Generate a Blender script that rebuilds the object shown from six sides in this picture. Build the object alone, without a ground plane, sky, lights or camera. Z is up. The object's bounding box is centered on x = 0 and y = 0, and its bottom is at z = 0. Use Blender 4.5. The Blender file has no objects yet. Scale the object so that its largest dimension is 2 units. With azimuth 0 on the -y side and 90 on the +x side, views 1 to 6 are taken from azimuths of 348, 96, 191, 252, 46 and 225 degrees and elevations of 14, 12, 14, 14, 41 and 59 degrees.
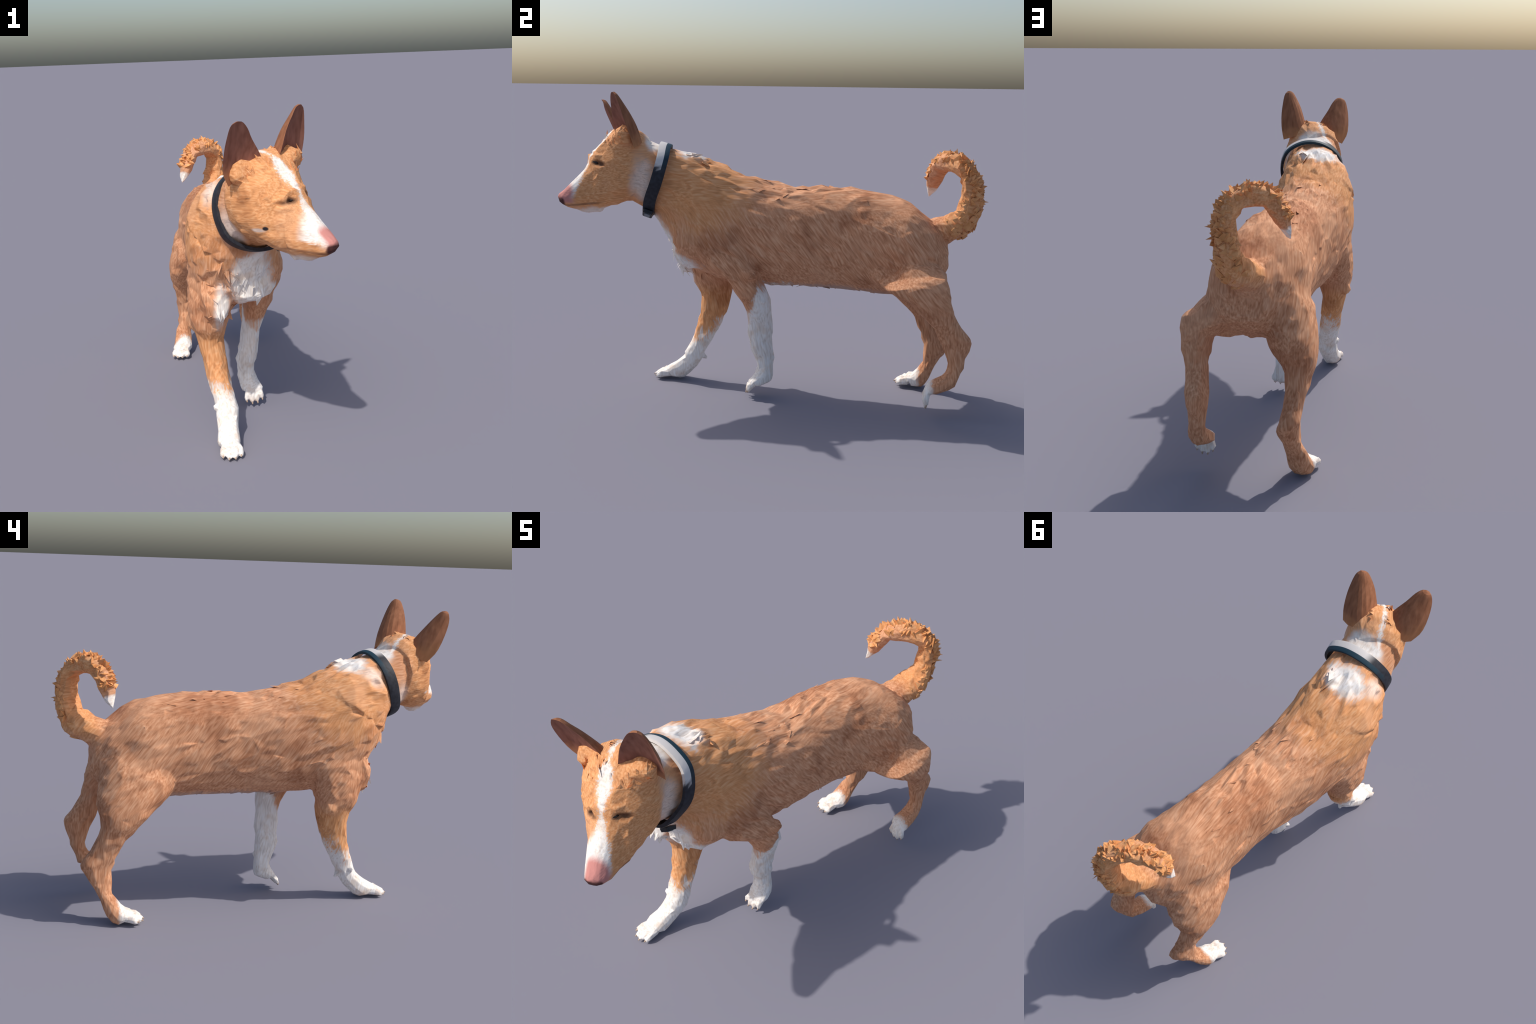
# A walking smooth-coated dog: tan coat, white blaze, chest, socks and tail tip, dark collar.
# The body is lofted from anatomical cross-sections, fused, relaxed and split into named parts.
import bpy, bmesh, math, random
import numpy as np
from mathutils import Vector, noise

random.seed(7)
V = Vector
NOSE_Y = -1.0


# ------------------------------------------------------------------ lofting
def catmull(vals, t):
    """Catmull-Rom through a list of numpy vectors, t in 0..len-1."""
    n = len(vals)
    i = min(int(t), n - 2)
    u = t - i
    p1, p2 = vals[i], vals[i + 1]
    p0 = vals[i - 1] if i > 0 else 2 * p1 - p2
    p3 = vals[i + 2] if i + 2 < n else 2 * p2 - p1
    return 0.5 * (2 * p1 + (p2 - p0) * u + (2 * p0 - 5 * p1 + 4 * p2 - p3) * u * u + (3 * p1 - p0 - 3 * p2 + p3) * u ** 3)


class Mesh:
    def __init__(self):
        self.v, self.f = [], []

    def loft(self, sections, ring=32, sub=5):
        """sections: (center, half axis A, half axis B, exponent, optional taper of A towards +B)."""
        rows = [np.array([*q[0], *q[1], *q[2], q[3], q[4] if len(q) > 4 else 0.0], float) for q in sections]
        steps = (len(rows) - 1) * sub
        base = len(self.v)
        for k in range(steps + 1):
            r = catmull(rows, k / sub)
            c, a, b, n = r[:3], r[3:6], r[6:9], max(r[9], 1.6)
            for j in range(ring):
                th = 2 * math.pi * j / ring
                ct, st = math.cos(th), math.sin(th)
                x = math.copysign(abs(ct) ** (2 / n), ct)
                y = math.copysign(abs(st) ** (2 / n), st)
                self.v.append(c + a * x * (1 - r[10] * y) + b * y)
        for k in range(steps):
            for j in range(ring):
                p, q = base + k * ring + j, base + k * ring + (j + 1) % ring
                self.f.append((p, q, q + ring, p + ring))
        for row, flip in ((0, True), (steps, False)):
            ids = [base + row * ring + j for j in range(ring)]
            self.v.append(np.mean([self.v[i] for i in ids], axis=0))
            m = len(self.v) - 1
            for j in range(ring):
                p, q = ids[j], ids[(j + 1) % ring]
                self.f.append((q, p, m) if flip else (p, q, m))

    def ball(self, c, axes, seg=14):
        c = np.array(c, float)
        axes = [np.array(a, float) for a in axes]
        base = len(self.v)
        for i in range(1, seg):
            ph = math.pi * i / seg
            for j in range(2 * seg):
                th = math.pi * j / seg
                self.v.append(c + axes[0] * math.sin(ph) * math.cos(th) + axes[1] * math.sin(ph) * math.sin(th) + axes[2] * math.cos(ph))
        w = 2 * seg
        for i in range(seg - 2):
            for j in range(w):
                p, q = base + i * w + j, base + i * w + (j + 1) % w
                self.f.append((p, p + w, q + w, q))
        for row, s in ((0, 1), (seg - 2, -1)):
            self.v.append(c + s * axes[2])
            m = len(self.v) - 1
            for j in range(w):
                p, q = base + row * w + j, base + row * w + (j + 1) % w
                self.f.append((p, q, m) if s > 0 else (q, p, m))

    def object(self, name):
        me = bpy.data.meshes.new(name)
        me.from_pydata([tuple(p) for p in self.v], [], self.f)
        bm = bmesh.new()
        bm.from_mesh(me)
        bmesh.ops.recalc_face_normals(bm, faces=bm.faces)
        bm.to_mesh(me)
        bm.free()
        ob = bpy.data.objects.new(name, me)
        bpy.context.collection.objects.link(ob)
        return ob


def torso_section(cx, w, top, bottom, n=2.3, twist=0.0):
    """Cross-section through a top and a bottom point (y, z) of the profile; twist carries the right side forward."""
    c = (cx, (top[0] + bottom[0]) / 2, (top[1] + bottom[1]) / 2)
    return c, (w, w * twist, 0), (0, (top[0] - bottom[0]) / 2, (top[1] - bottom[1]) / 2), n


def leg_section(x1, x2, front, back, n=2.2, twist=0.0):
    c = ((x1 + x2) / 2, (front[0] + back[0]) / 2, (front[1] + back[1]) / 2)
    h = (x2 - x1) / 2
    return c, (h, h * twist, 0), (0, (front[0] - back[0]) / 2, (front[1] - back[1]) / 2), n


# ------------------------------------------------------------------ head frame
HEAD_YAW, HEAD_ROLL = math.radians(34), math.radians(5)
HF = np.array([math.sin(HEAD_YAW), -math.cos(HEAD_YAW), 0])
HL = np.array([math.cos(HEAD_YAW), math.sin(HEAD_YAW), 0])
HZ = np.array([0, 0, 1.0])
H0 = np.array([0, -0.70, 0]) + HL * -0.013
HSIDE = HL * math.cos(HEAD_ROLL) + HZ * math.sin(HEAD_ROLL)
HUP = HZ * math.cos(HEAD_ROLL) - HL * math.sin(HEAD_ROLL)


def head_point(s, t, z):
    """s forward along the muzzle, t to the dog's left, z height."""
    return H0 + HF * s + HL * t + HZ * (z + t * math.tan(HEAD_ROLL))


def head_section(s, top, bottom, w, n=2.2, taper=0.0):
    return head_point(s, 0, (top + bottom) / 2), HSIDE * w, HUP * ((top - bottom) / 2), n, taper


# ------------------------------------------------------------------ body
TORSO = [
    torso_section(-.020, .105, (-.72, 1.28), (-.73, .98)),
    torso_section(-.026, .130, (-.66, 1.268), (-.69, .962)),
    torso_section(-.036, .143, (-.59, 1.242), (-.640, .936)),
    torso_section(-.044, .144, (-.52, 1.212), (-.598, .910), 2.3, .05),
    torso_section(-.068, .158, (-.42, 1.194), (-.570, .860), 2.4, .10),
    torso_section(-.080, .192, (-.285, 1.142), (-.502, .743), 2.5, .10),
    torso_section(-.082, .200, (-.166, 1.092), (-.408, .636), 2.4, .08),
    torso_section(-.078, .192, (-.090, 1.078), (-.250, .574), 2.3, .06),
    torso_section(-.070, .184, (-.010, 1.055), (-.070, .558), 2.3),
    torso_section(-.052, .174, (.110, 1.041), (.100, .560), 2.3),
    torso_section(-.042, .162, (.300, 1.044), (.300, .558), 2.3),
    torso_section(-.026, .180, (.480, 1.033), (.490, .552), 2.2, .08),
    torso_section(-.010, .200, (.620, .996), (.640, .550), 2.2, .14),
    torso_section(-.002, .175, (.710, .942), (.735, .590), 2.2, .15),
    torso_section(-.004, .130, (.780, .886), (.802, .635), 2.1, .10),
    torso_section(.004, .090, (.822, .820), (.842, .680), 2.1),
]
HEAD = [
    head_section(-.10, 1.262, .985, .124),
    head_section(-.04, 1.302, .965, .140, 2.3),
    head_section(.03, 1.316, .955, .144, 2.3, .02),
    head_section(.09, 1.283, .944, .127, 2.3, .10),
    head_section(.14, 1.232, .932, .101, 2.2, .16),
    head_section(.178, 1.183, .923, .084, 2.1, .22),
    head_section(.200, 1.136, .924, .074, 2.1, .22),
    head_section(.235, 1.098, .930, .063, 2.1, .18),
    head_section(.270, 1.064, .934, .054, 2.2, .15),
    head_section(.305, 1.034, .944, .044, 2.2, .14),
    head_section(.328, 1.016, .955, .033, 2.1, .08),
    head_section(.342, 1.002, .968, .020, 2.0, .05),
]
FORELEG_LEFT = [
    leg_section(-.060, .118, (-.390, .850), (-.130, .930)),
    leg_section(-.040, .140, (-.365, .730), (-.105, .790)),
    leg_section(-.010, .158, (-.285, .650), (-.078, .680)),
    leg_section(.000, .148, (-.207, .602), (-.046, .604)),
    leg_section(-.002, .139, (-.173, .547), (-.016, .546)),
    leg_section(-.003, .118, (-.139, .491), (.004, .487)),
    leg_section(-.003, .099, (-.115, .427), (.008, .432)),
    leg_section(-.008, .079, (-.107, .360), (.010, .366)),
    leg_section(-.025, .065, (-.102, .277), (.008, .282)),
    leg_section(-.034, .063, (-.092, .231), (.014, .232)),
    leg_section(-.030, .053, (-.074, .196), (.015, .191)),
    leg_section(-.030, .055, (-.064, .153), (.016, .155)),
    leg_section(-.024, .070, (-.071, .124), (.013, .091)),
    leg_section(-.020, .084, (-.096, .090), (-.030, .066)),
    leg_section(.005, .062, (-.102, .076), (-.058, .056)),
]
FORELEG_RIGHT = [
    leg_section(-.255, -.10, (-.400, .850), (-.170, .940)),
    leg_section(-.285, -.09, (-.430, .700), (-.170, .760)),
    leg_section(-.290, -.10, (-.440, .610), (-.205, .620)),
    leg_section(-.283, -.115, (-.426, .530), (-.220, .548)),
    leg_section(-.270, -.128, (-.405, .490), (-.223, .490)),
    leg_section(-.258, -.139, (-.386, .448), (-.232, .450)),
    leg_section(-.243, -.132, (-.388, .369), (-.245, .392)),
    leg_section(-.227, -.127, (-.406, .288), (-.280, .308)),
    leg_section(-.215, -.116, (-.432, .212), (-.315, .240)),
    leg_section(-.203, -.103, (-.462, .158), (-.350, .170)),
    leg_section(-.206, -.106, (-.472, .130), (-.372, .120)),
    leg_section(-.206, -.115, (-.516, .092), (-.416, .060)),
    leg_section(-.218, -.115, (-.553, .070), (-.475, .008)),
    leg_section(-.200, -.130, (-.570, .058), (-.540, .008)),
]
HINDLEG_LEFT = [
    leg_section(-.02, .130, (.500, .780), (.760, .800)),
    leg_section(.060, .185, (.490, .660), (.770, .720)),
    leg_section(.140, .285, (.540, .612), (.812, .690)),
    leg_section(.162, .290, (.600, .580), (.832, .650)),
    leg_section(.156, .286, (.650, .556), (.838, .610)),
    leg_section(.165, .272, (.707, .503), (.849, .552)),
    leg_section(.164, .252, (.759, .457), (.867, .489)),
    leg_section(.158, .238, (.786, .415), (.906, .437)),
    leg_section(.148, .231, (.814, .357), (.942, .379)),
    leg_section(.152, .226, (.832, .305), (.927, .315)),
    leg_section(.155, .225, (.846, .254), (.914, .245)),
    leg_section(.154, .230, (.829, .216), (.895, .200)),
    leg_section(.152, .236, (.790, .195), (.876, .158)),
    leg_section(.151, .242, (.760, .172), (.810, .132)),
    leg_section(.152, .244, (.744, .146), (.780, .128)),
]
HINDLEG_RIGHT = [
    leg_section(-.18, -.02, (.460, .800), (.700, .830), 2.0),
    leg_section(-.225, -.02, (.445, .700), (.780, .740), 2.0, -.12),
    leg_section(-.252, -.02, (.460, .610), (.818, .640), 2.0, -.12),
    leg_section(-.262, -.060, (.530, .552), (.824, .570), 2.0, -.08),
    leg_section(-.264, -.095, (.590, .505), (.818, .520)),
    leg_section(-.256, -.124, (.645, .455), (.811, .480)),
    leg_section(-.241, -.146, (.705, .392), (.822, .420)),
    leg_section(-.223, -.144, (.735, .326), (.863, .342)),
    leg_section(-.218, -.135, (.753, .274), (.898, .286)),
    leg_section(-.216, -.125, (.761, .226), (.884, .242)),
    leg_section(-.222, -.141, (.762, .165), (.847, .178)),
    leg_section(-.238, -.150, (.750, .122), (.818, .117)),
    leg_section(-.255, -.155, (.718, .078), (.796, .054)),
    leg_section(-.268, -.160, (.695, .070), (.762, .006)),
    leg_section(-.255, -.175, (.680, .060), (.715, .008)),
]
TAIL_HUB = np.array([-.035, .825, 1.06])
TAIL_SPINE = [
    ((-.010, .715, .840), .075, .060),
    ((.005, .790, .858), .078, .066),
    ((.032, .880, .905), .074, .062),
    ((.046, .918, .965), .060, .048),
    ((.050, .925, 1.030), .053, .044),
    ((.052, .918, 1.090), .047, .040),
    ((.040, .888, 1.148), .044, .038),
    ((-.015, .842, 1.180), .042, .038),
    ((-.080, .795, 1.160), .042, .038),
    ((-.118, .772, 1.105), .040, .034),
    ((-.137, .762, 1.055), .032, .026),
    ((-.150, .752, 1.020), .018, .014),
    ((-.160, .743, .992), .005, .005),
]


def tail_sections():
    pts = [np.array(p) for p, _, _ in TAIL_SPINE]
    out = []
    for i, (p, a, b) in enumerate(TAIL_SPINE):
        p = np.array(p)
        t = pts[min(i + 1, len(pts) - 1)] - pts[max(i - 1, 0)]
        t /= np.linalg.norm(t)
        o = p - TAIL_HUB
        o -= t * (o @ t)
        o /= np.linalg.norm(o)
        s = np.cross(t, o)
        out.append((p, s * a, o * b, 2.1))
    return out


# paws: (wrist, direction, tilt up, width, length, height)
TOE_TIPS = []


def toes(m, root, ahead, up, side, spread, length, radius, drop):
    root, ahead, up, side = (np.array(q, float) for q in (root, ahead, up, side))
    for k, (lat, ln) in enumerate(((-1.45, .80), (-.5, 1.0), (.5, 1.0), (1.45, .80))):
        base = root + side * lat * spread * .75
        tip = root + side * lat * spread + ahead * length * ln - up * drop
        mid = (base + tip) / 2 + up * radius * .35
        r = radius
        TOE_TIPS.append((tip, ahead, up))
        m.loft([(base, side * r * .9, up * r, 2), (mid, side * r, up * r * 1.1, 2), (base * .25 + tip * .75 + up * radius * .15, side * r * .95, up * r * .9, 2), (tip, side * r * .45, up * r * .45, 2)], 14, 4)


def build_body():
    m = Mesh()
    m.loft(TORSO, 48, 6)
    m.loft(HEAD, 40, 6)
    for leg in (FORELEG_LEFT, FORELEG_RIGHT, HINDLEG_LEFT, HINDLEG_RIGHT):
        m.loft(leg, 30, 5)
    m.loft(tail_sections(), 28, 6)
    # breast: keel of the chest between the forelegs
    m.ball((-.045, -.388, .738), ((.148, 0, 0), (0, .098, -.02), (0, .03, .112)))
    m.ball((-.185, -.425, .680), ((.072, 0, 0), (0, .066, -.02), (0, .04, .110)))
    m.ball((-.165, -.47, .840), ((.065, 0, 0), (0, .075, 0), (0, 0, .09)))
    # elbow of the lifted foreleg
    m.ball((.140, -.085, .640), ((.032, 0, 0), (0, .035, 0), (0, 0, .030)))
    m.ball((-.258, -.268, .510), ((.028, 0, 0), (0, .035, 0), (0, 0, .035)))
    # left breast muscle, left jowl
    m.ball((.025, -.375, .790), ((.105, 0, 0), (0, .105, 0), (0, 0, .11)))
    m.ball(head_point(-.05, .085, 1.095), (HL * .072, HF * .08, HZ * .09))
    # groin fold of the lifted hind leg
    m.ball((.120, .610, .622), ((.070, 0, 0), (0, .14, -.035), (0, 0, .055)))
    m.ball((.160, .700, .655), ((.085, 0, 0), (0, .13, 0), (0, 0, .080)))
    # rump and thigh muscle
    m.ball((.03, .765, .722), ((.085, 0, 0), (0, .075, 0), (0, 0, .085)))
    m.ball((-.05, .745, .70), ((.08, 0, 0), (0, .085, 0), (0, 0, .09)))
    # hair filling the ear roots
    m.ball((.085, -.695, 1.278), ((.042, .032, 0), (-.028, .036, 0), (0, 0, .042)))
    m.ball((-.108, -.775, 1.245), ((.055, .02, 0), (-.01, .032, 0), (0, 0, .048)))
    # chin tuft
    m.ball(head_point(.19, 0, .928), (HL * .035, HF * .06, HZ * .020))
    # carpal pads
    m.ball((.02, .012, .200), ((.013, 0, 0), (0, .014, 0), (0, 0, .016)))
    m.ball((-.165, -.368, .128), ((.014, 0, 0), (0, .018, -.01), (0, 0, .014)))
    m.ball((-.204, -.425, .165), ((.014, 0, 0), (0, .014, 0), (0, 0, .016)))
    # toes
    toes(m, (.034, -.075, .078), (-.0, -.62, -.78), (0, -.78, .62), (1, .1, 0), .027, .066, .0145, .002)
    toes(m, (-.166, -.545, .030), (-.10, -.98, -.10), (0, -.1, .99), (.99, -.1, 0), .027, .085, .0165, .006)
    toes(m, (.198, .757, .140), (0.02, -.06, -1), (0, -1, .06), (1, 0, 0), .024, .080, .0125, .0)
    toes(m, (-.222, .700, .032), (-.28, -.95, -.10), (0, -.1, .99), (.95, -.28, 0), .026, .072, .0165, .004)
    ob = m.object("body")
    md = ob.modifiers.new("fuse", "REMESH")
    md.mode, md.voxel_size, md.adaptivity = "VOXEL", .0052, 0
    dg = bpy.context.evaluated_depsgraph_get()
    me = bpy.data.meshes.new_from_object(ob.evaluated_get(dg))
    ob.modifiers.clear()
    ob.data = me
    return ob


def adjacency(me):
    e = np.empty(len(me.edges) * 2, np.int64)
    me.edges.foreach_get("vertices", e)
    return e[0::2], e[1::2]


def relax(co, e0, e1, w, n, regain=-.52):
    deg = np.bincount(e0, minlength=len(co)) + np.bincount(e1, minlength=len(co))
    deg = np.maximum(deg, 1)[:, None]
    for k in range(n):
        for lam in (.5, regain):
            s = np.zeros_like(co)
            for d in range(3):
                s[:, d] = np.bincount(e0, co[e1, d], len(co)) + np.bincount(e1, co[e0, d], len(co))
            co = co + (s / deg - co) * lam * w[:, None]
    return co


def bump(co, c, r):
    d = (co - np.array(c)) / np.array(r)
    return np.exp(-(d ** 2).sum(1))


def sculpt(ob):
    me = ob.data
    co = np.empty(len(me.vertices) * 3)
    me.vertices.foreach_get("co", co)
    co = co.reshape(-1, 3)
    e0, e1 = adjacency(me)
    # relax joints strongly, paws and face gently
    w = np.ones(len(co))
    paw = (co[:, 2] < .11) | ((co[:, 1] > .70) & (co[:, 0] > .12) & (co[:, 2] < .16))
    w[paw] = .10
    face = ((co - H0) @ HF > .17)
    w[face] = .5
    co = relax(co, e0, e1, w, 16)
    # melt shoulders, breast and thighs into the trunk
    blend = np.clip((-.02 - co[:, 1]) / .06, 0, 1) * np.clip((co[:, 2] - .50) / .08, 0, 1) * np.clip((1.0 - co[:, 2]) / .1, 0, 1)
    blend += np.clip((co[:, 1] - .42) / .06, 0, 1) * np.clip((co[:, 2] - .52) / .06, 0, 1) * np.clip((.86 - co[:, 2]) / .06, 0, 1)
    co = relax(co, e0, e1, np.clip(blend, 0, 1), 40, 0.0)
    me.vertices.foreach_set("co", co.ravel())
    me.update()
    no = np.empty(len(co) * 3)
    me.vertices.foreach_get("normal", no)
    no = no.reshape(-1, 3)
    d = np.zeros(len(co))
    # eye sockets, brows, cheek bones
    for sd in (-1, 1):
        for back, deep in ((.0, .018), (.022, .012)):
            d -= deep * bump(co, head_point(.172 - back, sd * (.052 + back * .6), 1.148 - back * .4), (.017, .017, .010))
        d += .011 * bump(co, head_point(.172, sd * .042, 1.182), (.022, .022, .010))
        d += .006 * bump(co, head_point(.15, sd * .072, 1.122), (.03, .03, .012))
        d += .005 * bump(co, head_point(.07, sd * .12, 1.06), (.05, .05, .04))
    # edge of the mane on the right shoulder: a fold of longer hair with a step below it
    line = co[:, 2] - (.853 + (co[:, 1] + .576) * .62)
    fold = np.clip(line / .014, 0, 1) * np.clip(1 - line / .13, 0, 1)
    fold *= np.clip((-.11 - co[:, 0]) / .04, 0, 1) * np.clip((-.27 - co[:, 1]) / .06, 0, 1) * np.clip((co[:, 1] + .66) / .03, 0, 1)
    d += .006 * fold
    # coat: lumps and locks of fur
    amp = np.ones(len(co))
    amp[co[:, 2] < .5] = .55
    amp[paw] = .25
    amp[face] = .30
    amp[paw] = .3
    locks = np.zeros(len(co))
    for i, p in enumerate(co):
        big = noise.noise(V((p[0] * 9, p[1] * 7, p[2] * 9)))
        q = V((p[0] * 34, (p[1] - p[2] * .4) * 13, (p[2] + p[1] * .45) * 30))
        fine = noise.noise(q)
        locks[i] = .0065 * big + .0045 * fine
    nape = bump(co, (-.08, -.38, 1.18), (.14, .12, .06))
    back = bump(co, (-.05, .05, 1.06), (.16, .35, .06))
    d += locks * amp * (1 + 1.6 * nape + .6 * back)
    co = co + no * d[:, None]
    me.vertices.foreach_set("co", co.ravel())
    me.update()


def evaluated(ob):
    dg = bpy.context.evaluated_depsgraph_get()
    me = bpy.data.meshes.new_from_object(ob.evaluated_get(dg))
    ob.modifiers.clear()
    ob.data = me
    co, no = np.empty(len(me.vertices) * 3), np.empty(len(me.vertices) * 3)
    me.vertices.foreach_get("co", co)
    me.vertices.foreach_get("normal", no)
    return me, co.reshape(-1, 3), no.reshape(-1, 3)


def flank_weight(co):
    w = np.clip((co[:, 1] + .35) / .2, 0, 1) * np.clip((.85 - co[:, 1]) / .1, 0, 1)
    return w * np.clip((co[:, 2] - .30) / .15, 0, 1) * np.clip((1.04 - co[:, 2]) / .06, 0, 1)


def facet(ob, faces):
    """Break the coat into flat facets and clumps, then refine so that each facet keeps its own plane."""
    md = ob.modifiers.new("facets", "DECIMATE")
    md.ratio = faces / sum(len(p.vertices) - 2 for p in ob.data.polygons)
    me, co, no = evaluated(ob)
    amp = np.full(len(co), .0024)
    amp += .0055 * bump(co, (-.08, -.36, 1.15), (.16, .16, .10))
    amp += .0032 * bump(co, (-.05, .10, 1.06), (.14, .42, .05))
    amp += .0040 * bump(co, (-.22, -.42, .90), (.09, .16, .18))
    amp += .0040 * bump(co, (-.10, -.52, .70), (.12, .12, .15))
    amp += .0030 * bump(co, (-.05, .20, .55), (.15, .40, .04))
    amp += .0022 * np.clip((co[:, 1] - .80) / .06, 0, 1) * (co[:, 2] > .8)
    s = (co - H0) @ HF
    amp += .0026 * ((s > -.1) & (co[:, 1] < -.62)) * np.clip((1.33 - np.abs(co[:, 2] - 1.25) * 4 - .8), 0, 1)
    amp[s > .20] = .0012
    amp[(co[:, 2] < .12)] = .0015
    jit = np.random.default_rng(5).normal(0, 1, len(co)).clip(-1.8, 1.8)
    co = co + no * (jit * amp)[:, None]
    me.vertices.foreach_set("co", co.ravel())
    me.update()
    sd = ob.modifiers.new("refine", "SUBSURF")
    sd.subdivision_type, sd.levels, sd.render_levels = "SIMPLE", 2, 2
    me, co, no = evaluated(ob)
    e0, e1 = adjacency(me)
    co = relax(co, e0, e1, flank_weight(co), 3)
    me.vertices.foreach_set("co", co.ravel())
    me.update()


# ------------------------------------------------------------------ region split
COLLAR_C = np.array([-.035, -.565, 1.065])
COLLAR_N = np.array([.12, -.95, -.27]); COLLAR_N /= np.linalg.norm(COLLAR_N)


def region(p):
    x, y, z = p
    if (np.array(p) - H0) @ HF > .308 and z < 1.02:
        return "nose"
    if (np.array(p) - COLLAR_C) @ COLLAR_N > 0 and z > .86 and y < -.5:
        return "head"
    if y < -.2 and (y + .43) * .55 - (z - 1.0) * .8 < -.02 and z > .80:
        return "neck"
    if y > .70 and (y - .80) * .6 + (z - .86) * .7 > .02 and z > .80:
        return "tail"
    if y < .12 and z < .66 - max(0, -.30 - y) * .3:
        if x > -.01 + max(0, .60 - z) * -.1 and y > -.26:
            return "paw_a" if z < .15 else ("foreleg_a" if z < .64 else "torso")
        if x < -.09 and y < -.14:
            return "paw_b" if (y < -.40 and z < .16) else ("foreleg_b" if z < .60 else "torso")
    if y > .40:
        if x > .14 and z < .72 and y > .48:
            return "paw_c" if (z < .20 and y < .85) else "hindleg_a"
        if x < -.06 and z < .70 - max(0, .62 - y) * .8:
            return "paw_d" if (z < .10) else "hindleg_b"
    return "torso"


NAMES = {"head": "head", "nose": "nose", "neck": "neck", "torso": "torso", "tail": "tail", "foreleg_a": "foreleg", "foreleg_b": "foreleg", "hindleg_a": "hindleg", "hindleg_b": "hindleg",
         "paw_a": "paw", "paw_b": "paw", "paw_c": "paw", "paw_d": "paw"}
PAW_OF = {"nose": "head", "paw_a": "foreleg_a", "paw_b": "foreleg_b", "paw_c": "hindleg_a", "paw_d": "hindleg_b"}


def split(ob, parent, mat):
    me = ob.data
    co = [tuple(v.co) for v in me.vertices]
    nrm = [tuple(v.normal) for v in me.vertices]
    groups = {}
    for p in me.polygons:
        c = tuple(p.center)
        groups.setdefault(region(c), []).append(tuple(p.vertices))
    made = {}
    order = sorted(groups, key=lambda g: (g in PAW_OF, g))
    for g in order:
        idx, faces = {}, []
        for f in groups[g]:
            faces.append([idx.setdefault(v, len(idx)) for v in f])
        vs = sorted(idx, key=idx.get)
        nm = bpy.data.meshes.new(NAMES[g])
        nm.from_pydata([co[v] for v in vs], [], faces)
        nm.polygons.foreach_set("use_smooth", [True] * len(faces))
        nm.normals_split_custom_set_from_vertices([nrm[v] for v in vs])
        nm.materials.append(mat)
        o = bpy.data.objects.new(NAMES[g], nm)
        bpy.context.collection.objects.link(o)
        o.parent = made.get(PAW_OF.get(g), parent)
        made[g] = o
    bpy.data.objects.remove(ob)
    return made


# ------------------------------------------------------------------ ears
def spline(pts, u):
    return catmull([np.array(p, float) for p in pts], u * (len(pts) - 1))


def ear(name, inner, outer, back, depth, parent, mats):
    """A cupped ear: inner and outer rim curves from base to tip, bulging backwards."""
    back = np.array(back, float)
    back /= np.linalg.norm(back)
    nu, nv, th = 13, 7, .008
    front_rows, rear_rows = [], []
    for i in range(nu + 1):
        u = i / nu
        a, b = spline(inner, u), spline(outer, u)
        d = spline([(q, 0, 0) for q in depth], u)[0]
        rowf, rowr = [], []
        for j in range(nv + 1):
            v = -1 + 2 * j / nv
            x = (a + b) / 2 + (b - a) / 2 * v
            prof = (1 - abs(v) ** 2.2)
            rowf.append(x + back * d * prof * (.26 + .5 * u))
            rowr.append(x + back * (d * prof + th * (1 - abs(v) ** 6) + .001))
        front_rows.append(rowf)
        rear_rows.append(rowr)
    verts = [tuple(p) for r in front_rows for p in r] + [tuple(p) for r in rear_rows for p in r]
    n1, off = nv + 1, (nu + 1) * (nv + 1)
    faces, kind = [], []
    for i in range(nu):
        for j in range(nv):
            p = i * n1 + j
            faces.append((p, p + 1, p + n1 + 1, p + n1)); kind.append(1)
            faces.append((off + p, off + p + n1, off + p + n1 + 1, off + p + 1)); kind.append(0)
        for j in (0, nv):
            p = i * n1 + j
            faces.append((p, p + n1, off + p + n1, off + p)); kind.append(0)
    for i in (0, nu):
        for j in range(nv):
            p = i * n1 + j
            faces.append((p, p + 1, off + p + 1, off + p)); kind.append(0)
    me = bpy.data.meshes.new(name)
    me.from_pydata(verts, [], faces)
    for m in mats:
        me.materials.append(m)
    me.polygons.foreach_set("material_index", kind)
    bm = bmesh.new(); bm.from_mesh(me)
    bmesh.ops.recalc_face_normals(bm, faces=bm.faces)
    bm.to_mesh(me); bm.free()
    me.shade_smooth()
    me.set_sharp_from_angle(angle=math.radians(14))
    o = bpy.data.objects.new(name, me)
    bpy.context.collection.objects.link(o)
    o.parent = parent
    return o


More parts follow.
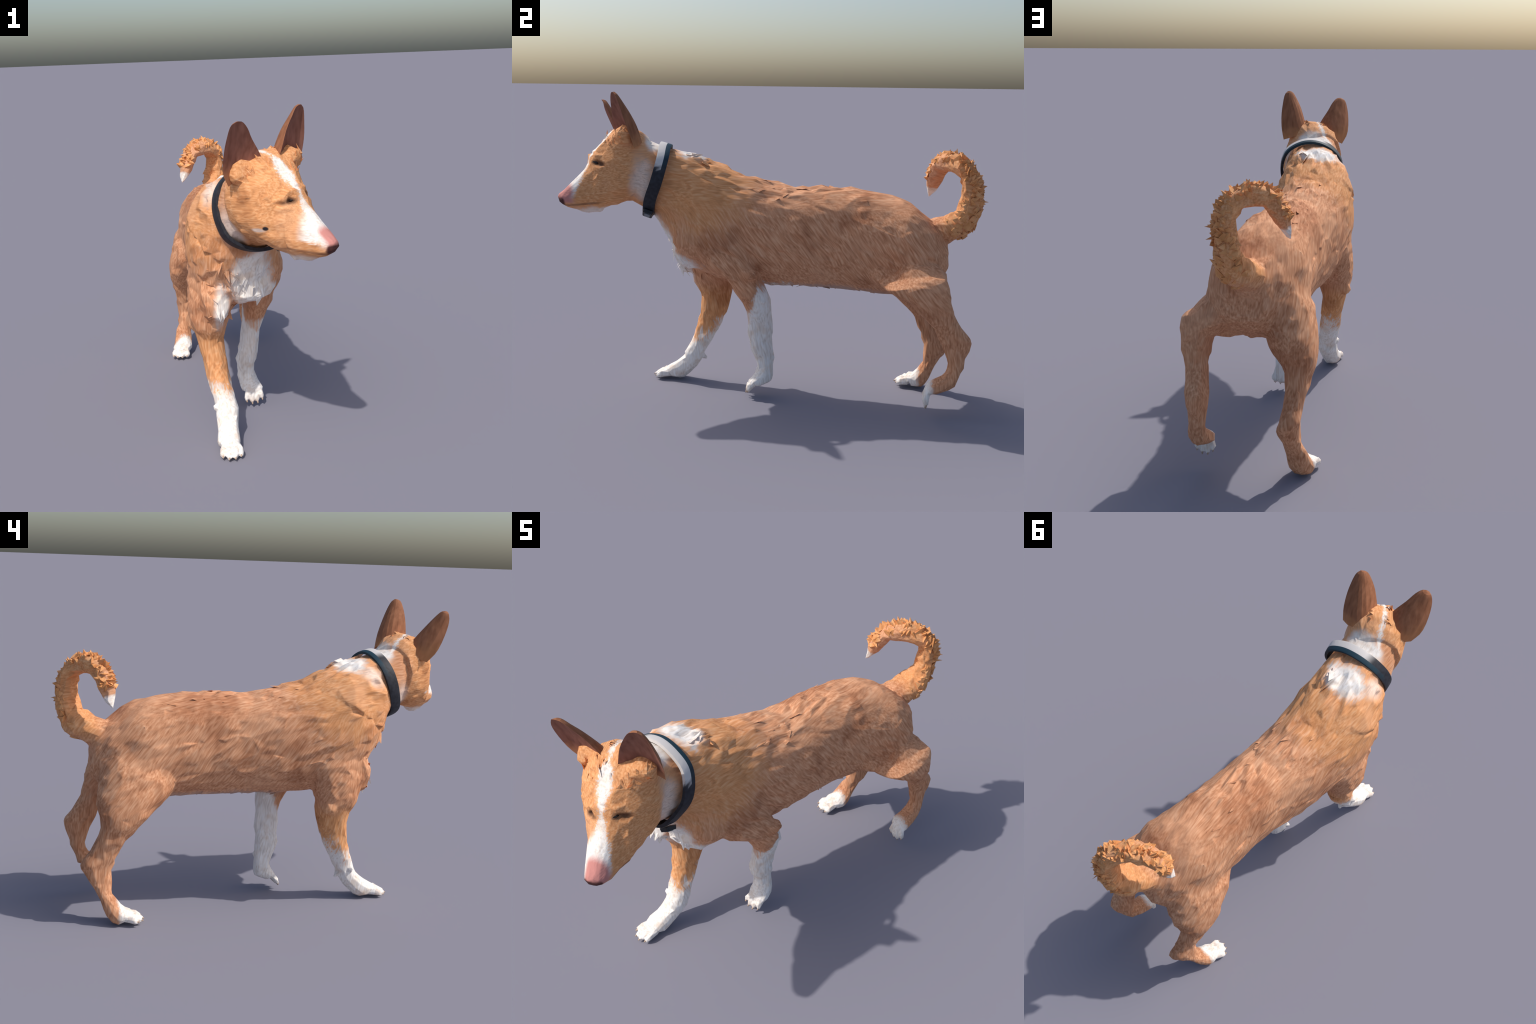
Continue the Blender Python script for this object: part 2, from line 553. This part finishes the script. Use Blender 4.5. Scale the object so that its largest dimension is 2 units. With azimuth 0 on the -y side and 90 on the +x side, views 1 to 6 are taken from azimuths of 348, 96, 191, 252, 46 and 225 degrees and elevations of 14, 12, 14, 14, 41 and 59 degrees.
# ------------------------------------------------------------------ materials
class Nodes:
    """Small helper for building node trees; every argument may be a number, a vector or a socket."""

    def __init__(self, name):
        self.mat = bpy.data.materials.new(name)
        self.mat.use_nodes = True
        self.t = self.mat.node_tree
        self.bsdf = self.t.nodes["Principled BSDF"]
        self.pos = self.t.nodes.new("ShaderNodeTexCoord").outputs["Object"]

    def put(self, node, i, val):
        if isinstance(val, bpy.types.NodeSocket):
            self.t.links.new(val, node.inputs[i])
        elif isinstance(val, (tuple, list, np.ndarray)):
            node.inputs[i].default_value = tuple(float(x) for x in val)
        else:
            node.inputs[i].default_value = val

    def math(self, op, a, b=0.0, clamp=False):
        n = self.t.nodes.new("ShaderNodeMath")
        n.operation, n.use_clamp = op, clamp
        self.put(n, 0, a); self.put(n, 1, b)
        return n.outputs[0]

    def vec(self, op, a, b=(0, 0, 0)):
        n = self.t.nodes.new("ShaderNodeVectorMath")
        n.operation = op
        self.put(n, 0, a); self.put(n, 1, b)
        return n.outputs["Value"] if op in ("DOT_PRODUCT", "LENGTH", "DISTANCE") else n.outputs[0]

    def combine(self, x, y, z):
        n = self.t.nodes.new("ShaderNodeCombineXYZ")
        self.put(n, 0, x); self.put(n, 1, y); self.put(n, 2, z)
        return n.outputs[0]

    def dot(self, d, c=(0, 0, 0)):
        return self.vec("DOT_PRODUCT", self.vec("SUBTRACT", self.pos, c), d)

    def step(self, x, lo, hi, a=0.0, b=1.0):
        n = self.t.nodes.new("ShaderNodeMapRange")
        n.interpolation_type = "SMOOTHSTEP"
        for i, q in enumerate((x, lo, hi, a, b)):
            self.put(n, i, q)
        return n.outputs[0]

    def linear(self, x, lo, hi, a, b):
        n = self.t.nodes.new("ShaderNodeMapRange")
        for i, q in enumerate((x, lo, hi, a, b)):
            self.put(n, i, q)
        return n.outputs[0]

    def noise(self, vec, scale, detail=2.0, rough=.5, dist=0.0):
        n = self.t.nodes.new("ShaderNodeTexNoise")
        self.put(n, "Vector", vec)
        n.inputs["Scale"].default_value = scale
        n.inputs["Detail"].default_value = detail
        n.inputs["Roughness"].default_value = rough
        n.inputs["Distortion"].default_value = dist
        return n.outputs[0]

    def ramp(self, x, stops):
        n = self.t.nodes.new("ShaderNodeValToRGB")
        self.put(n, 0, x)
        e = n.color_ramp.elements
        e[0].position, e[1].position = stops[0][0], stops[-1][0]
        for p, _ in stops[1:-1]:
            e.new(p)
        for el, (_, c) in zip(n.color_ramp.elements, stops):
            el.color = (*c, 1) if isinstance(c, tuple) else (c, c, c, 1)
        return n.outputs[0]

    def mix(self, f, a, b, kind="MIX"):
        n = self.t.nodes.new("ShaderNodeMix")
        n.data_type, n.blend_type = "RGBA", kind
        self.put(n, 0, f)
        self.put(n, 6, (*a, 1) if isinstance(a, tuple) else a)
        self.put(n, 7, (*b, 1) if isinstance(b, tuple) else b)
        return n.outputs[2]

    def blob(self, c, r, jitter=None, soft=.3, wobble=.5):
        """Soft ellipsoid mask with a ragged, furry border."""
        d = self.vec("LENGTH", self.vec("DIVIDE", self.vec("SUBTRACT", self.pos, c), r))
        if jitter is not None:
            d = self.math("ADD", d, self.math("MULTIPLY", jitter, wobble))
        return self.step(d, 1 - soft, 1 + soft, 1.0, 0.0)

    def any(self, *masks):
        out = masks[0]
        for m in masks[1:]:
            out = self.math("MAXIMUM", out, m)
        return out

    def every(self, *masks):
        out = masks[0]
        for m in masks[1:]:
            out = self.math("MULTIPLY", out, m)
        return out

    def finish(self, colour, rough=.75, spec=.15, height=None, bump=.004, strength=.6, sheen=0.0):
        self.put(self.bsdf, "Base Color", colour)
        self.put(self.bsdf, "Roughness", rough)
        self.bsdf.inputs["Specular IOR Level"].default_value = spec
        self.bsdf.inputs["Sheen Weight"].default_value = sheen
        if height is not None:
            n = self.t.nodes.new("ShaderNodeBump")
            n.inputs["Distance"].default_value = bump
            n.inputs["Strength"].default_value = strength
            self.put(n, "Height", height)
            self.t.links.new(n.outputs[0], self.bsdf.inputs["Normal"])
        return self.mat


WHITE = (.86, .80, .735)
TAN, TAN_DARK, TAN_LIGHT, GINGER = (.60, .286, .152), (.43, .188, .095), (.74, .412, .245), (.71, .322, .130)


def strand_axes(n, along, fine, long_):
    """Coordinates stretched along the lie of the hair, gently waved."""
    a = np.array(along, float); a /= np.linalg.norm(a)
    b = np.cross(a, (1, 0, 0) if abs(a[0]) < .9 else (0, 1, 0)); b /= np.linalg.norm(b)
    c = np.cross(a, b)
    wave = n.math("MULTIPLY", n.math("SUBTRACT", n.noise(n.pos, 5, 1), .5), .045)
    return n.combine(n.math("MULTIPLY", n.dot(a), long_), n.math("MULTIPLY", n.math("ADD", n.dot(b), wave), fine), n.math("MULTIPLY", n.math("SUBTRACT", n.dot(c), wave), fine))


def coat_material():
    n = Nodes("coat")
    sep = n.t.nodes.new("ShaderNodeSeparateXYZ")
    n.put(sep, 0, n.pos)
    x, y, z = sep.outputs
    s, t = n.dot(HF, H0), n.dot(HSIDE, H0 + HZ * 1.1)
    # hair: four lies of the coat, chosen by place
    flank = n.noise(strand_axes(n, (0, .60, -.80), 120, 13), 1.0, 1.0, .5, .15)
    spine = n.noise(strand_axes(n, (-.15, 1, -.1), 120, 13), 1.0, 1.0, .5, .15)
    limb = n.noise(strand_axes(n, (0, .15, -1), 125, 14), 1.0, 1.0, .5, .15)
    face = n.noise(strand_axes(n, HF * -1 + HZ * -.12, 150, 18), 1.0, 1.0, .5, .15)
    on_back = n.step(z, .90, 1.02)
    on_limb = n.any(n.step(z, .58, .50), n.every(n.step(y, -.30, -.42), n.step(z, .95, .85)))
    on_head = n.step(s, -.14, -.06)
    on_head = n.every(on_head, n.step(y, -.5, -.56))
    hair = n.mix(on_back, flank, spine)
    hair = n.mix(on_limb, hair, limb)
    hair = n.mix(on_head, hair, face)
    jag = n.math("SUBTRACT", n.math("ADD", n.math("MULTIPLY", hair, .6), n.math("MULTIPLY", n.noise(n.pos, 14, 3), .6)), .6)
    patch = n.noise(n.pos, 4.2, 3, .55)
    # tan coat
    col = n.ramp(hair, [(.24, TAN_DARK), (.48, TAN), (.76, TAN_LIGHT)])
    gingery = n.any(n.blob((-.07, -.36, 1.02), (.30, .26, .24), jag, .35, 1.0), on_head, n.every(n.step(y, .76, .84), n.step(z, .80, .88)))
    gingery = n.any(gingery, n.every(n.step(y, -.1, -.2), n.step(z, .55, .45)))
    ging = n.ramp(hair, [(.24, (.56, .245, .100)), (.48, GINGER), (.76, (.80, .435, .215))])
    col = n.mix(n.math("MULTIPLY", gingery, .85), col, ging)
    col = n.mix(n.step(patch, .53, .66, 0.0, .70), col, n.mix(1.0, col, (.66, .57, .53), "MULTIPLY"))
    col = n.mix(n.step(patch, .47, .34, 0.0, .6), col, n.mix(.5, col, TAN_LIGHT))
    # pale belly skin
    belly = n.every(n.blob((-.04, .22, .545), (.17, .40, .045), jag, .4, 1.2), n.step(y, -.16, -.06))
    col = n.mix(n.math("MULTIPLY", belly, .8), col, (.46, .34, .29))
    # white markings
    width = n.ramp(n.linear(s, -.10, .36, 0, 1), [(0.0, .10), (.15, .06), (.34, .10), (.44, .22), (.50, .24), (.57, .13), (.62, .07), (.67, .13), (.76, .33), (.86, .48), (1.0, .48)])
    width = n.math("MULTIPLY", width, .105)
    off = n.math("ABSOLUTE", n.math("ADD", t, .006))
    off = n.math("ADD", off, n.math("MULTIPLY", jag, .07))
    low = n.linear(s, .18, .30, 1.10, .985)
    blaze = n.every(n.step(n.math("SUBTRACT", off, width), -.009, .010, 1.0, 0.0), n.step(n.math("SUBTRACT", z, low), -.02, .02), n.step(y, -.55, -.58))
    lip = n.every(n.step(s, .20, .25), n.step(t, .0, -.02), n.step(n.math("ADD", z, n.math("MULTIPLY", jag, .05)), .99, 1.01), n.step(s, .31, .29))
    chin = n.math("MULTIPLY", n.every(n.step(n.math("ADD", z, n.math("MULTIPLY", jag, .06)), .952, .925), n.step(s, .29, .24), n.step(s, -.03, .05)), .8)
    nape = n.any(n.blob((-.055, -.565, 1.255), (.125, .055, .085), jag, .3, .8), n.math("MULTIPLY", n.blob((.115, -.605, 1.03), (.05, .055, .14), jag, .5, 1.0), .62), n.math("MULTIPLY", n.blob((-.135, -.640, 1.0), (.05, .05, .10), jag, .5, 1.0), .6))
    withers = n.any(n.blob((-.095, -.395, 1.195), (.115, .075, .065), jag, .3, 1.3), n.math("MULTIPLY", n.blob((-.19, -.480, 1.13), (.035, .05, .07), jag, .6, 1.4), .55))
    chest = n.any(n.blob((-.035, -.55, .735), (.095, .16, .17), jag, .25, 1.0), n.blob((.02, -.46, .665), (.10, .11, .06), jag, .25, 1.0), n.blob((-.165, -.49, .62), (.032, .08, .11), jag, .45, 1.4))
    stock_l = n.math("ADD", .425, n.linear(y, -.10, -.05, 0, .135))
    sock_l = n.every(n.step(n.math("ADD", n.math("SUBTRACT", z, stock_l), n.math("MULTIPLY", jag, .22)), -.03, .03, 1.0, 0.0), n.step(y, -.20, -.19), n.step(x, -.09, -.08), n.step(y, .16, .14))
    stock_r = n.math("ADD", .245, n.linear(y, -.38, -.25, 0, .10))
    sock_r = n.every(n.step(n.math("ADD", n.math("SUBTRACT", z, stock_r), n.math("MULTIPLY", jag, .25)), -.035, .035, 1.0, 0.0), n.step(y, -.18, -.20))
    hind = n.any(n.every(n.step(n.math("ADD", y, n.math("MULTIPLY", jag, .06)), .750, .725), n.step(z, .13, .11), n.step(x, -.08, -.10), n.step(y, .4, .42)),
                 n.every(n.step(n.math("ADD", y, n.math("MULTIPLY", jag, .06)), .79, .765), n.step(z, .21, .19), n.step(x, .11, .13), n.step(y, .4, .42)))
    tip = n.blob((-.158, .745, 1.005), (.06, .06, .052), jag, .15, .6)
    white = n.any(blaze, lip, chin, nape, withers, chest, sock_l, sock_r, hind, tip)
    wcol = n.ramp(hair, [(.25, (.68, .61, .55)), (.5, WHITE), (.75, (.90, .87, .84))])
    wcol = n.mix(n.step(n.noise(n.pos, 16, 2), .50, .72, 0.0, .45), wcol, (.70, .52, .38))
    col = n.mix(white, col, wcol)
    # toe ends stained, pink muzzle, dark nostrils, mouth line
    stain = n.every(n.step(n.noise(n.pos, 22, 2), .48, .62), n.step(z, .07, .03))
    col = n.mix(n.math("MULTIPLY", stain, .35), col, (.55, .33, .20))
    pink = n.every(n.step(n.math("ADD", s, n.math("MULTIPLY", jag, .02)), .268, .300), n.step(z, .958, .978), n.step(n.math("ABSOLUTE", t), .05, .03))
    col = n.mix(pink, col, (.55, .235, .205))
    col = n.mix(n.every(n.step(n.math("SUBTRACT", s, n.math("MULTIPLY", z, .35)), -.022, -.012), n.step(s, .300, .310), n.step(z, 1.000, .985)), col, (.085, .035, .032))
    lipline = n.every(n.step(n.math("ABSOLUTE", n.math("SUBTRACT", z, n.linear(s, .08, .31, .975, .955))), .008, .002), n.step(s, .14, .20))
    col = n.mix(n.math("MULTIPLY", lipline, .6), col, (.16, .07, .045))
    for sd in (-1, 1):
        for back, r, f in ((0, .022, .92), (.022, .020, .85)):
            painted_socket_shade = n.blob(head_point(.174 - back, sd * (.050 + back * .6), 1.149 - back * .35), (r, r, .0125), None, .65)  # shadow under the brow and along its crease, painted dark into the coat
            col = n.mix(n.math("MULTIPLY", painted_socket_shade, f), col, (.07, .036, .026))
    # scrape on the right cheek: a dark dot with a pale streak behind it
    col = n.mix(n.math("MULTIPLY", n.blob(head_point(.075, -.125, 1.045), (.03, .03, .008), jag, .4, 1.0), .7), col, (.62, .56, .52))
    col = n.mix(n.blob(head_point(.105, -.118, 1.052), (.012, .012, .008), None, .3), col, (.03, .025, .03))
    return n.finish(col, .78, .12, hair, .0020, .45)


def tuft_material():
    n = Nodes("tail_coat")
    r = n.noise(n.pos, 26, 2)
    col = n.ramp(r, [(.30, (.58, .25, .090)), (.5, (.68, .32, .130)), (.72, (.78, .42, .20))])
    tip = n.blob((-.158, .745, 1.005), (.06, .06, .052), None, .15)
    return n.finish(n.mix(tip, col, WHITE), .8, .1)


def ear_material(name, dark, light):
    n = Nodes(name)
    h = n.noise(strand_axes(n, (0, -.3, 1), 60, 14), 1.0, 3)
    col = n.ramp(h, [(.3, dark), (.7, light)])
    root = n.step(n.math("ADD", n.dot((0, 0, 1)), n.math("MULTIPLY", n.noise(n.pos, 20), .08)), 1.345, 1.27)
    return n.finish(n.mix(n.math("MULTIPLY", root, .45), col, GINGER), .75, .12, h, .003, .4)


def strap_material(name, furred):
    n = Nodes(name)
    w = n.noise(n.pos, 60, 3)
    col = n.ramp(w, [(.3, (.012, .013, .018)), (.7, (.028, .030, .040))])
    sep = n.t.nodes.new("ShaderNodeSeparateXYZ")
    n.put(sep, 0, n.pos)
    hi = n.math("ADD", sep.outputs[2], n.math("MULTIPLY", n.noise(strand_axes(n, COLLAR_N, 50, 14), 1.0), .10))
    if furred:
        col = n.mix(n.every(n.step(hi, 1.17, 1.22), n.step(sep.outputs[0], -.13, -.08)), col, (.60, .57, .55))
    else:
        col = n.mix(n.step(hi, 1.17, 1.25), col, (.012, .040, .060))
    return n.finish(col, .6, .3, w, .002, .4)


def plain(name, col, rough=.5, spec=.4):
    n = Nodes(name)
    return n.finish(n.mix(n.noise(n.pos, 40), col, tuple(c * .7 for c in col)), rough, spec)


COAT = coat_material()
TUFT = tuft_material()
EAR_BACK = ear_material("ear_back", (.23, .092, .046), (.36, .155, .080))
INNER = ear_material("ear_lining", (.20, .085, .060), (.31, .145, .105))
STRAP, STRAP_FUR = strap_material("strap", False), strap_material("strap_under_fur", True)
EYE = plain("eye", (.018, .010, .008), .15, .5)
FRAME, PLATE = plain("buckle_frame", (.015, .015, .018), .4), plain("buckle_plate", (.16, .19, .22), .35)
CLAW = plain("claw", (.52, .38, .28), .5)


dog = bpy.data.objects.new("dog", None)
bpy.context.collection.objects.link(dog)
dog["label"] = "tan and white walking dog with dark collar and curled tail"
dog["category"] = "dog"

body = build_body()
sculpt(body)
facet(body, 8000)
parts = split(body, dog, COAT)

ear("ear", [(.030, -.755, 1.27), (.050, -.760, 1.335), (.066, -.760, 1.39), (.090, -.757, 1.440), (.107, -.750, 1.470), (.122, -.741, 1.479)],
    [(.138, -.635, 1.225), (.152, -.650, 1.285), (.158, -.672, 1.35), (.155, -.692, 1.41), (.148, -.714, 1.461), (.134, -.732, 1.480)], (-.60, .78, .15), (.070, .067, .052, .030, .012, .001), parts["head"], (EAR_BACK, INNER))
ear("ear", [(-.025, -.765, 1.27), (-.046, -.785, 1.318), (-.078, -.815, 1.372), (-.097, -.843, 1.411), (-.118, -.862, 1.436), (-.137, -.873, 1.440)],
    [(-.165, -.775, 1.195), (-.190, -.812, 1.250), (-.189, -.848, 1.328), (-.178, -.870, 1.388), (-.165, -.874, 1.424), (-.147, -.876, 1.437)], (-.10, .98, .05), (.052, .046, .032, .020, .010, .001), parts["head"], (EAR_BACK, INNER))


def ring_curve(points, n):
    P = [np.array(p, float) for p in points]
    k = len(P)
    out = []
    for i in range(n):
        t = i / n * k
        a, u = int(t) % k, t - int(t)
        p0, p1, p2, p3 = P[a - 1], P[a], P[(a + 1) % k], P[(a + 2) % k]
        out.append(0.5 * (2 * p1 + (p2 - p0) * u + (2 * p0 - 5 * p1 + 4 * p2 - p3) * u * u + (3 * p1 - p0 - 3 * p2 + p3) * u ** 3))
    return out


COLLAR = [(-.055, -.525, 1.238), (-.135, -.545, 1.205), (-.186, -.572, 1.14), (-.193, -.602, 1.05), (-.152, -.628, .955), (-.050, -.618, .903),
          (.050, -.597, .908), (.105, -.575, .975), (.134, -.535, 1.07), (.105, -.510, 1.175), (.030, -.515, 1.228)]


def collar(parent):
    pts = ring_curve(COLLAR, 72)
    c = np.mean(pts, axis=0)
    n = len(pts)
    prof = [(-.5, -1), (-.5, .8), (-.42, 1), (-.1, 1.05), (.42, 1), (.5, .8), (.5, -1)]
    verts, faces, band = [], [], []
    for i, p in enumerate(pts):
        t = pts[(i + 1) % n] - pts[i - 1]
        t /= np.linalg.norm(t)
        r = p - c
        ax = np.cross(t, r); ax /= np.linalg.norm(ax)
        r = np.cross(ax, t)
        if ax @ COLLAR_N < 0:
            ax = -ax
        for s, h in prof:
            verts.append(tuple(p + ax * s * .056 + r * (h * .007 - .006)))
    k = len(prof)
    for i in range(n):
        for j in range(k):
            a, b = i * k + j, i * k + (j + 1) % k
            a2, b2 = ((i + 1) % n) * k + j, ((i + 1) % n) * k + (j + 1) % k
            faces.append((a, b, b2, a2))
            band.append(1 if j >= 3 else 0)
    me = bpy.data.meshes.new("strap")
    me.from_pydata(verts, [], faces)
    bm = bmesh.new(); bm.from_mesh(me)
    bmesh.ops.recalc_face_normals(bm, faces=bm.faces)
    bm.to_mesh(me); bm.free()
    me.shade_smooth(); me.set_sharp_from_angle(angle=math.radians(40))
    me.materials.append(STRAP)
    me.materials.append(STRAP_FUR)
    me.polygons.foreach_set("material_index", band)
    o = bpy.data.objects.new("collar", me)
    bpy.context.collection.objects.link(o)
    o.parent = parent
    # buckle at the throat
    for name, size, lift, mat in (("buckle", (.025, .026, .008), .005, FRAME), ("buckle_plate", (.015, .015, .004), .012, PLATE)):
        m = Mesh()
        c, out, across = np.array([.072, -.592, .913]), np.array([.60, -.20, -.75]), np.array([.12, -.95, .25])
        out /= np.linalg.norm(out)
        across -= out * (across @ out); across /= np.linalg.norm(across)
        run = np.cross(out, across)
        m.loft([(c + out * (lift - size[2]), run * size[0], across * size[1], 6), (c + out * (lift + size[2]), run * size[0] * .9, across * size[1] * .9, 6)], 24, 2)
        b = m.object(name)
        b.data.materials.append(mat)
        b.parent = o
    return o


collar(dog)

# ------------------------------------------------------------------ tufts of fur
class Tufts:
    def __init__(self, name, parent, mat):
        self.name, self.parent, self.mat, self.v, self.f = name, parent, mat, [], []

    def add(self, base, direction, side, length, width, thick, curl=0.0):
        """A bent four-sided lock of hair."""
        d = np.array(direction, float); d /= np.linalg.norm(d)
        s = np.array(side, float); s -= d * (s @ d); s /= np.linalg.norm(s)
        o = np.cross(d, s)
        b = np.array(base, float) - d * length * .25
        k = len(self.v)
        mid = b + d * length * .6 + o * curl * length * .3
        tip = b + d * length * 1.25 + o * curl * length
        for c, w in ((b, 1.0), (mid, .58)):
            self.v += [c + s * width * w, c + o * thick * w, c - s * width * w, c - o * thick * w]
        self.v.append(tip)
        for j in range(4):
            q = (j + 1) % 4
            self.f += [(k + j, k + q, k + 4 + q, k + 4 + j), (k + 4 + j, k + 4 + q, k + 8)]
        self.f.append((k + 3, k + 2, k + 1, k))

    def build(self):
        me = bpy.data.meshes.new(self.name)
        me.from_pydata([tuple(p) for p in self.v], [], self.f)
        bm = bmesh.new(); bm.from_mesh(me)
        bmesh.ops.recalc_face_normals(bm, faces=bm.faces)
        bm.to_mesh(me); bm.free()
        me.materials.append(self.mat)
        o = bpy.data.objects.new(self.name, me)
        bpy.context.collection.objects.link(o)
        o.parent = self.parent
        o["kind"] = "stuff"
        return o


rng = random.Random(11)


def tail_plume():
    secs = [np.array([*c, *a, *b]) for c, a, b, _ in tail_sections()]
    tf = Tufts("fur_tuft", parts["tail"], TUFT)
    n = 230
    for i in range(n):
        u = 1.6 + 7.9 * (i + rng.random()) / n
        r, r2 = catmull(secs, u), catmull(secs, u + .05)
        c, a, b = r[:3], r[3:6], r[6:9]
        t = r2[:3] - c; t /= np.linalg.norm(t)
        low = u < 4.2
        th = rng.uniform(-1.9, 1.9) if low else max(-1.35, min(1.35, rng.gauss(0, .65)))
        out = a * math.sin(th) + b * math.cos(th)
        o = out / np.linalg.norm(out)
        d = o * (.45 if low else 1.0) + t * (.9 if low else .25) + np.array([rng.gauss(0, .30) for _ in range(3)])
        side = np.cross(t, o) + t * rng.gauss(0, .8)
        tf.add(c + out * .95, d, side, rng.uniform(.014, .032) * (1 - .25 * abs(th)), rng.uniform(.018, .030), rng.uniform(.009, .016), rng.uniform(-.4, .4))
    # the stray lock that reaches farthest back, and its neighbours
    tf.add((.075, .958, 1.012), (.12, 1, -.05), (0, .2, 1), .040, .009, .006)
    tf.add((.095, .945, 1.035), (.55, .85, -.05), (0, .2, 1), .035, .008, .005)
    tf.add((.100, .935, 1.075), (.75, .6, .05), (0, .2, 1), .03, .008, .005)
    tf.build()


def body_hit(origin, direction):
    """Nearest point where a ray meets the split body."""
    best = None
    for key in ("head", "neck", "torso", "foreleg_b"):
        o = parts[key]
        ok, loc, nor, _ = o.ray_cast(V(origin), V(direction).normalized())
        if ok:
            dist = (loc - V(origin)).length
            if best is None or dist < best[0]:
                best = (dist, np.array(loc), np.array(nor))
    return best


def scatter(name, parent, count, source, ray, lie, length, width, lift=.25):
    """Locks of fur: rays from random source points drop tufts where they meet the coat."""
    tf = Tufts(name, parent, COAT)
    for i in range(count):
        o = source()
        h = body_hit(o, ray)
        if h is None:
            continue
        _, p, nn = h
        d = np.array(lie, float) + np.array([rng.gauss(0, .25) for _ in range(3)])
        d -= nn * (d @ nn)
        d = d / np.linalg.norm(d) + nn * rng.uniform(lift * .5, lift * 1.4)
        tf.add(p - nn * .004, d, np.cross(d, nn) + nn * rng.gauss(0, .15), rng.uniform(*length), rng.uniform(*width), rng.uniform(.003, .006), rng.uniform(-.3, .2))
    if tf.v:
        tf.build()


def box(lo, hi):
    return lambda: tuple(rng.uniform(a, b) for a, b in zip(lo, hi))


bpy.context.view_layer.update()
tail_plume()
scatter("fur_tuft", parts["head"], 20, lambda: tuple(head_point(rng.uniform(-.03, .03), rng.choice((-1, 1)) * rng.uniform(.022, .075), 1.6)), (0, 0, -1), HF * -.2 + HZ * 1.0, (.014, .026), (.010, .018), .4)
scatter("fur_tuft", parts["head"], 22, lambda: tuple(head_point(rng.uniform(.06, .13), .5, rng.uniform(1.22, 1.31))), tuple(-HSIDE), HF * -.3 + HZ * .9, (.02, .038), (.012, .020), .30)
scatter("fur_tuft", parts["head"], 26, lambda: tuple(head_point(rng.uniform(.03, .12), -.5, rng.uniform(1.22, 1.29))), tuple(HSIDE), HF * -.3 + HZ * .9, (.02, .038), (.012, .020), .30)
scatter("fur_tuft", parts["torso"], 90, box((-.14, -.10, .2), (.06, .50, .2)), (0, 0, 1), (0, .8, -.5), (.015, .03), (.012, .022), .30)
scatter("fur_tuft", parts["torso"], 60, box((-.22, -1.2, .56), (.03, -1.2, .84)), (0, 1, 0), (0, -.1, -1), (.03, .055), (.012, .024), .10)
scatter("fur_tuft", parts["torso"], 16, box((-.16, -.20, 2), (.06, .45, 2)), (0, 0, -1), (-.05, 1, 0), (.03, .05), (.010, .018), .06)
scatter("fur_tuft", parts["torso"], 8, box((-.20, -.42, 2), (.03, -.30, 2)), (0, 0, -1), (-.1, 1, 0), (.03, .05), (.018, .028), .2)


# ------------------------------------------------------------------ eyes, claws
def finish_mesh(m, name, parent, mat):
    o = m.object(name)
    o.data.shade_smooth()
    o.data.materials.append(mat)
    o.parent = parent
    return o


for sd in (-1, 1):
    m = Mesh()
    h = body_hit(tuple(head_point(.172, sd * .5, 1.149)), tuple(-HSIDE * sd))
    m.ball(h[1] - h[2] * .007, (HF * .015 + HL * -sd * .008 + HZ * .004, h[2] * .0095, HZ * .0075), 10)
    finish_mesh(m, "eye", parts["head"], EYE)


def claws():
    keys = [k for k in ("paw_a", "paw_b", "paw_c", "paw_d") for _ in range(4)]
    for key, (tip, ahead, up) in zip(keys, TOE_TIPS):
        d = ahead / np.linalg.norm(ahead)
        u = up - d * (up @ d); u /= np.linalg.norm(u)
        side = np.cross(d, u)
        m = Mesh()
        a = tip - d * .006
        m.loft([(a, side * .0045, u * .0050, 2), (a + d * .010 + u * .001, side * .0036, u * .0040, 2), (a + d * .014 - u * .003, side * .0010, u * .0012, 2)], 8, 3)
        finish_mesh(m, "claw", parts[PAW_OF[key]], CLAW)


claws()
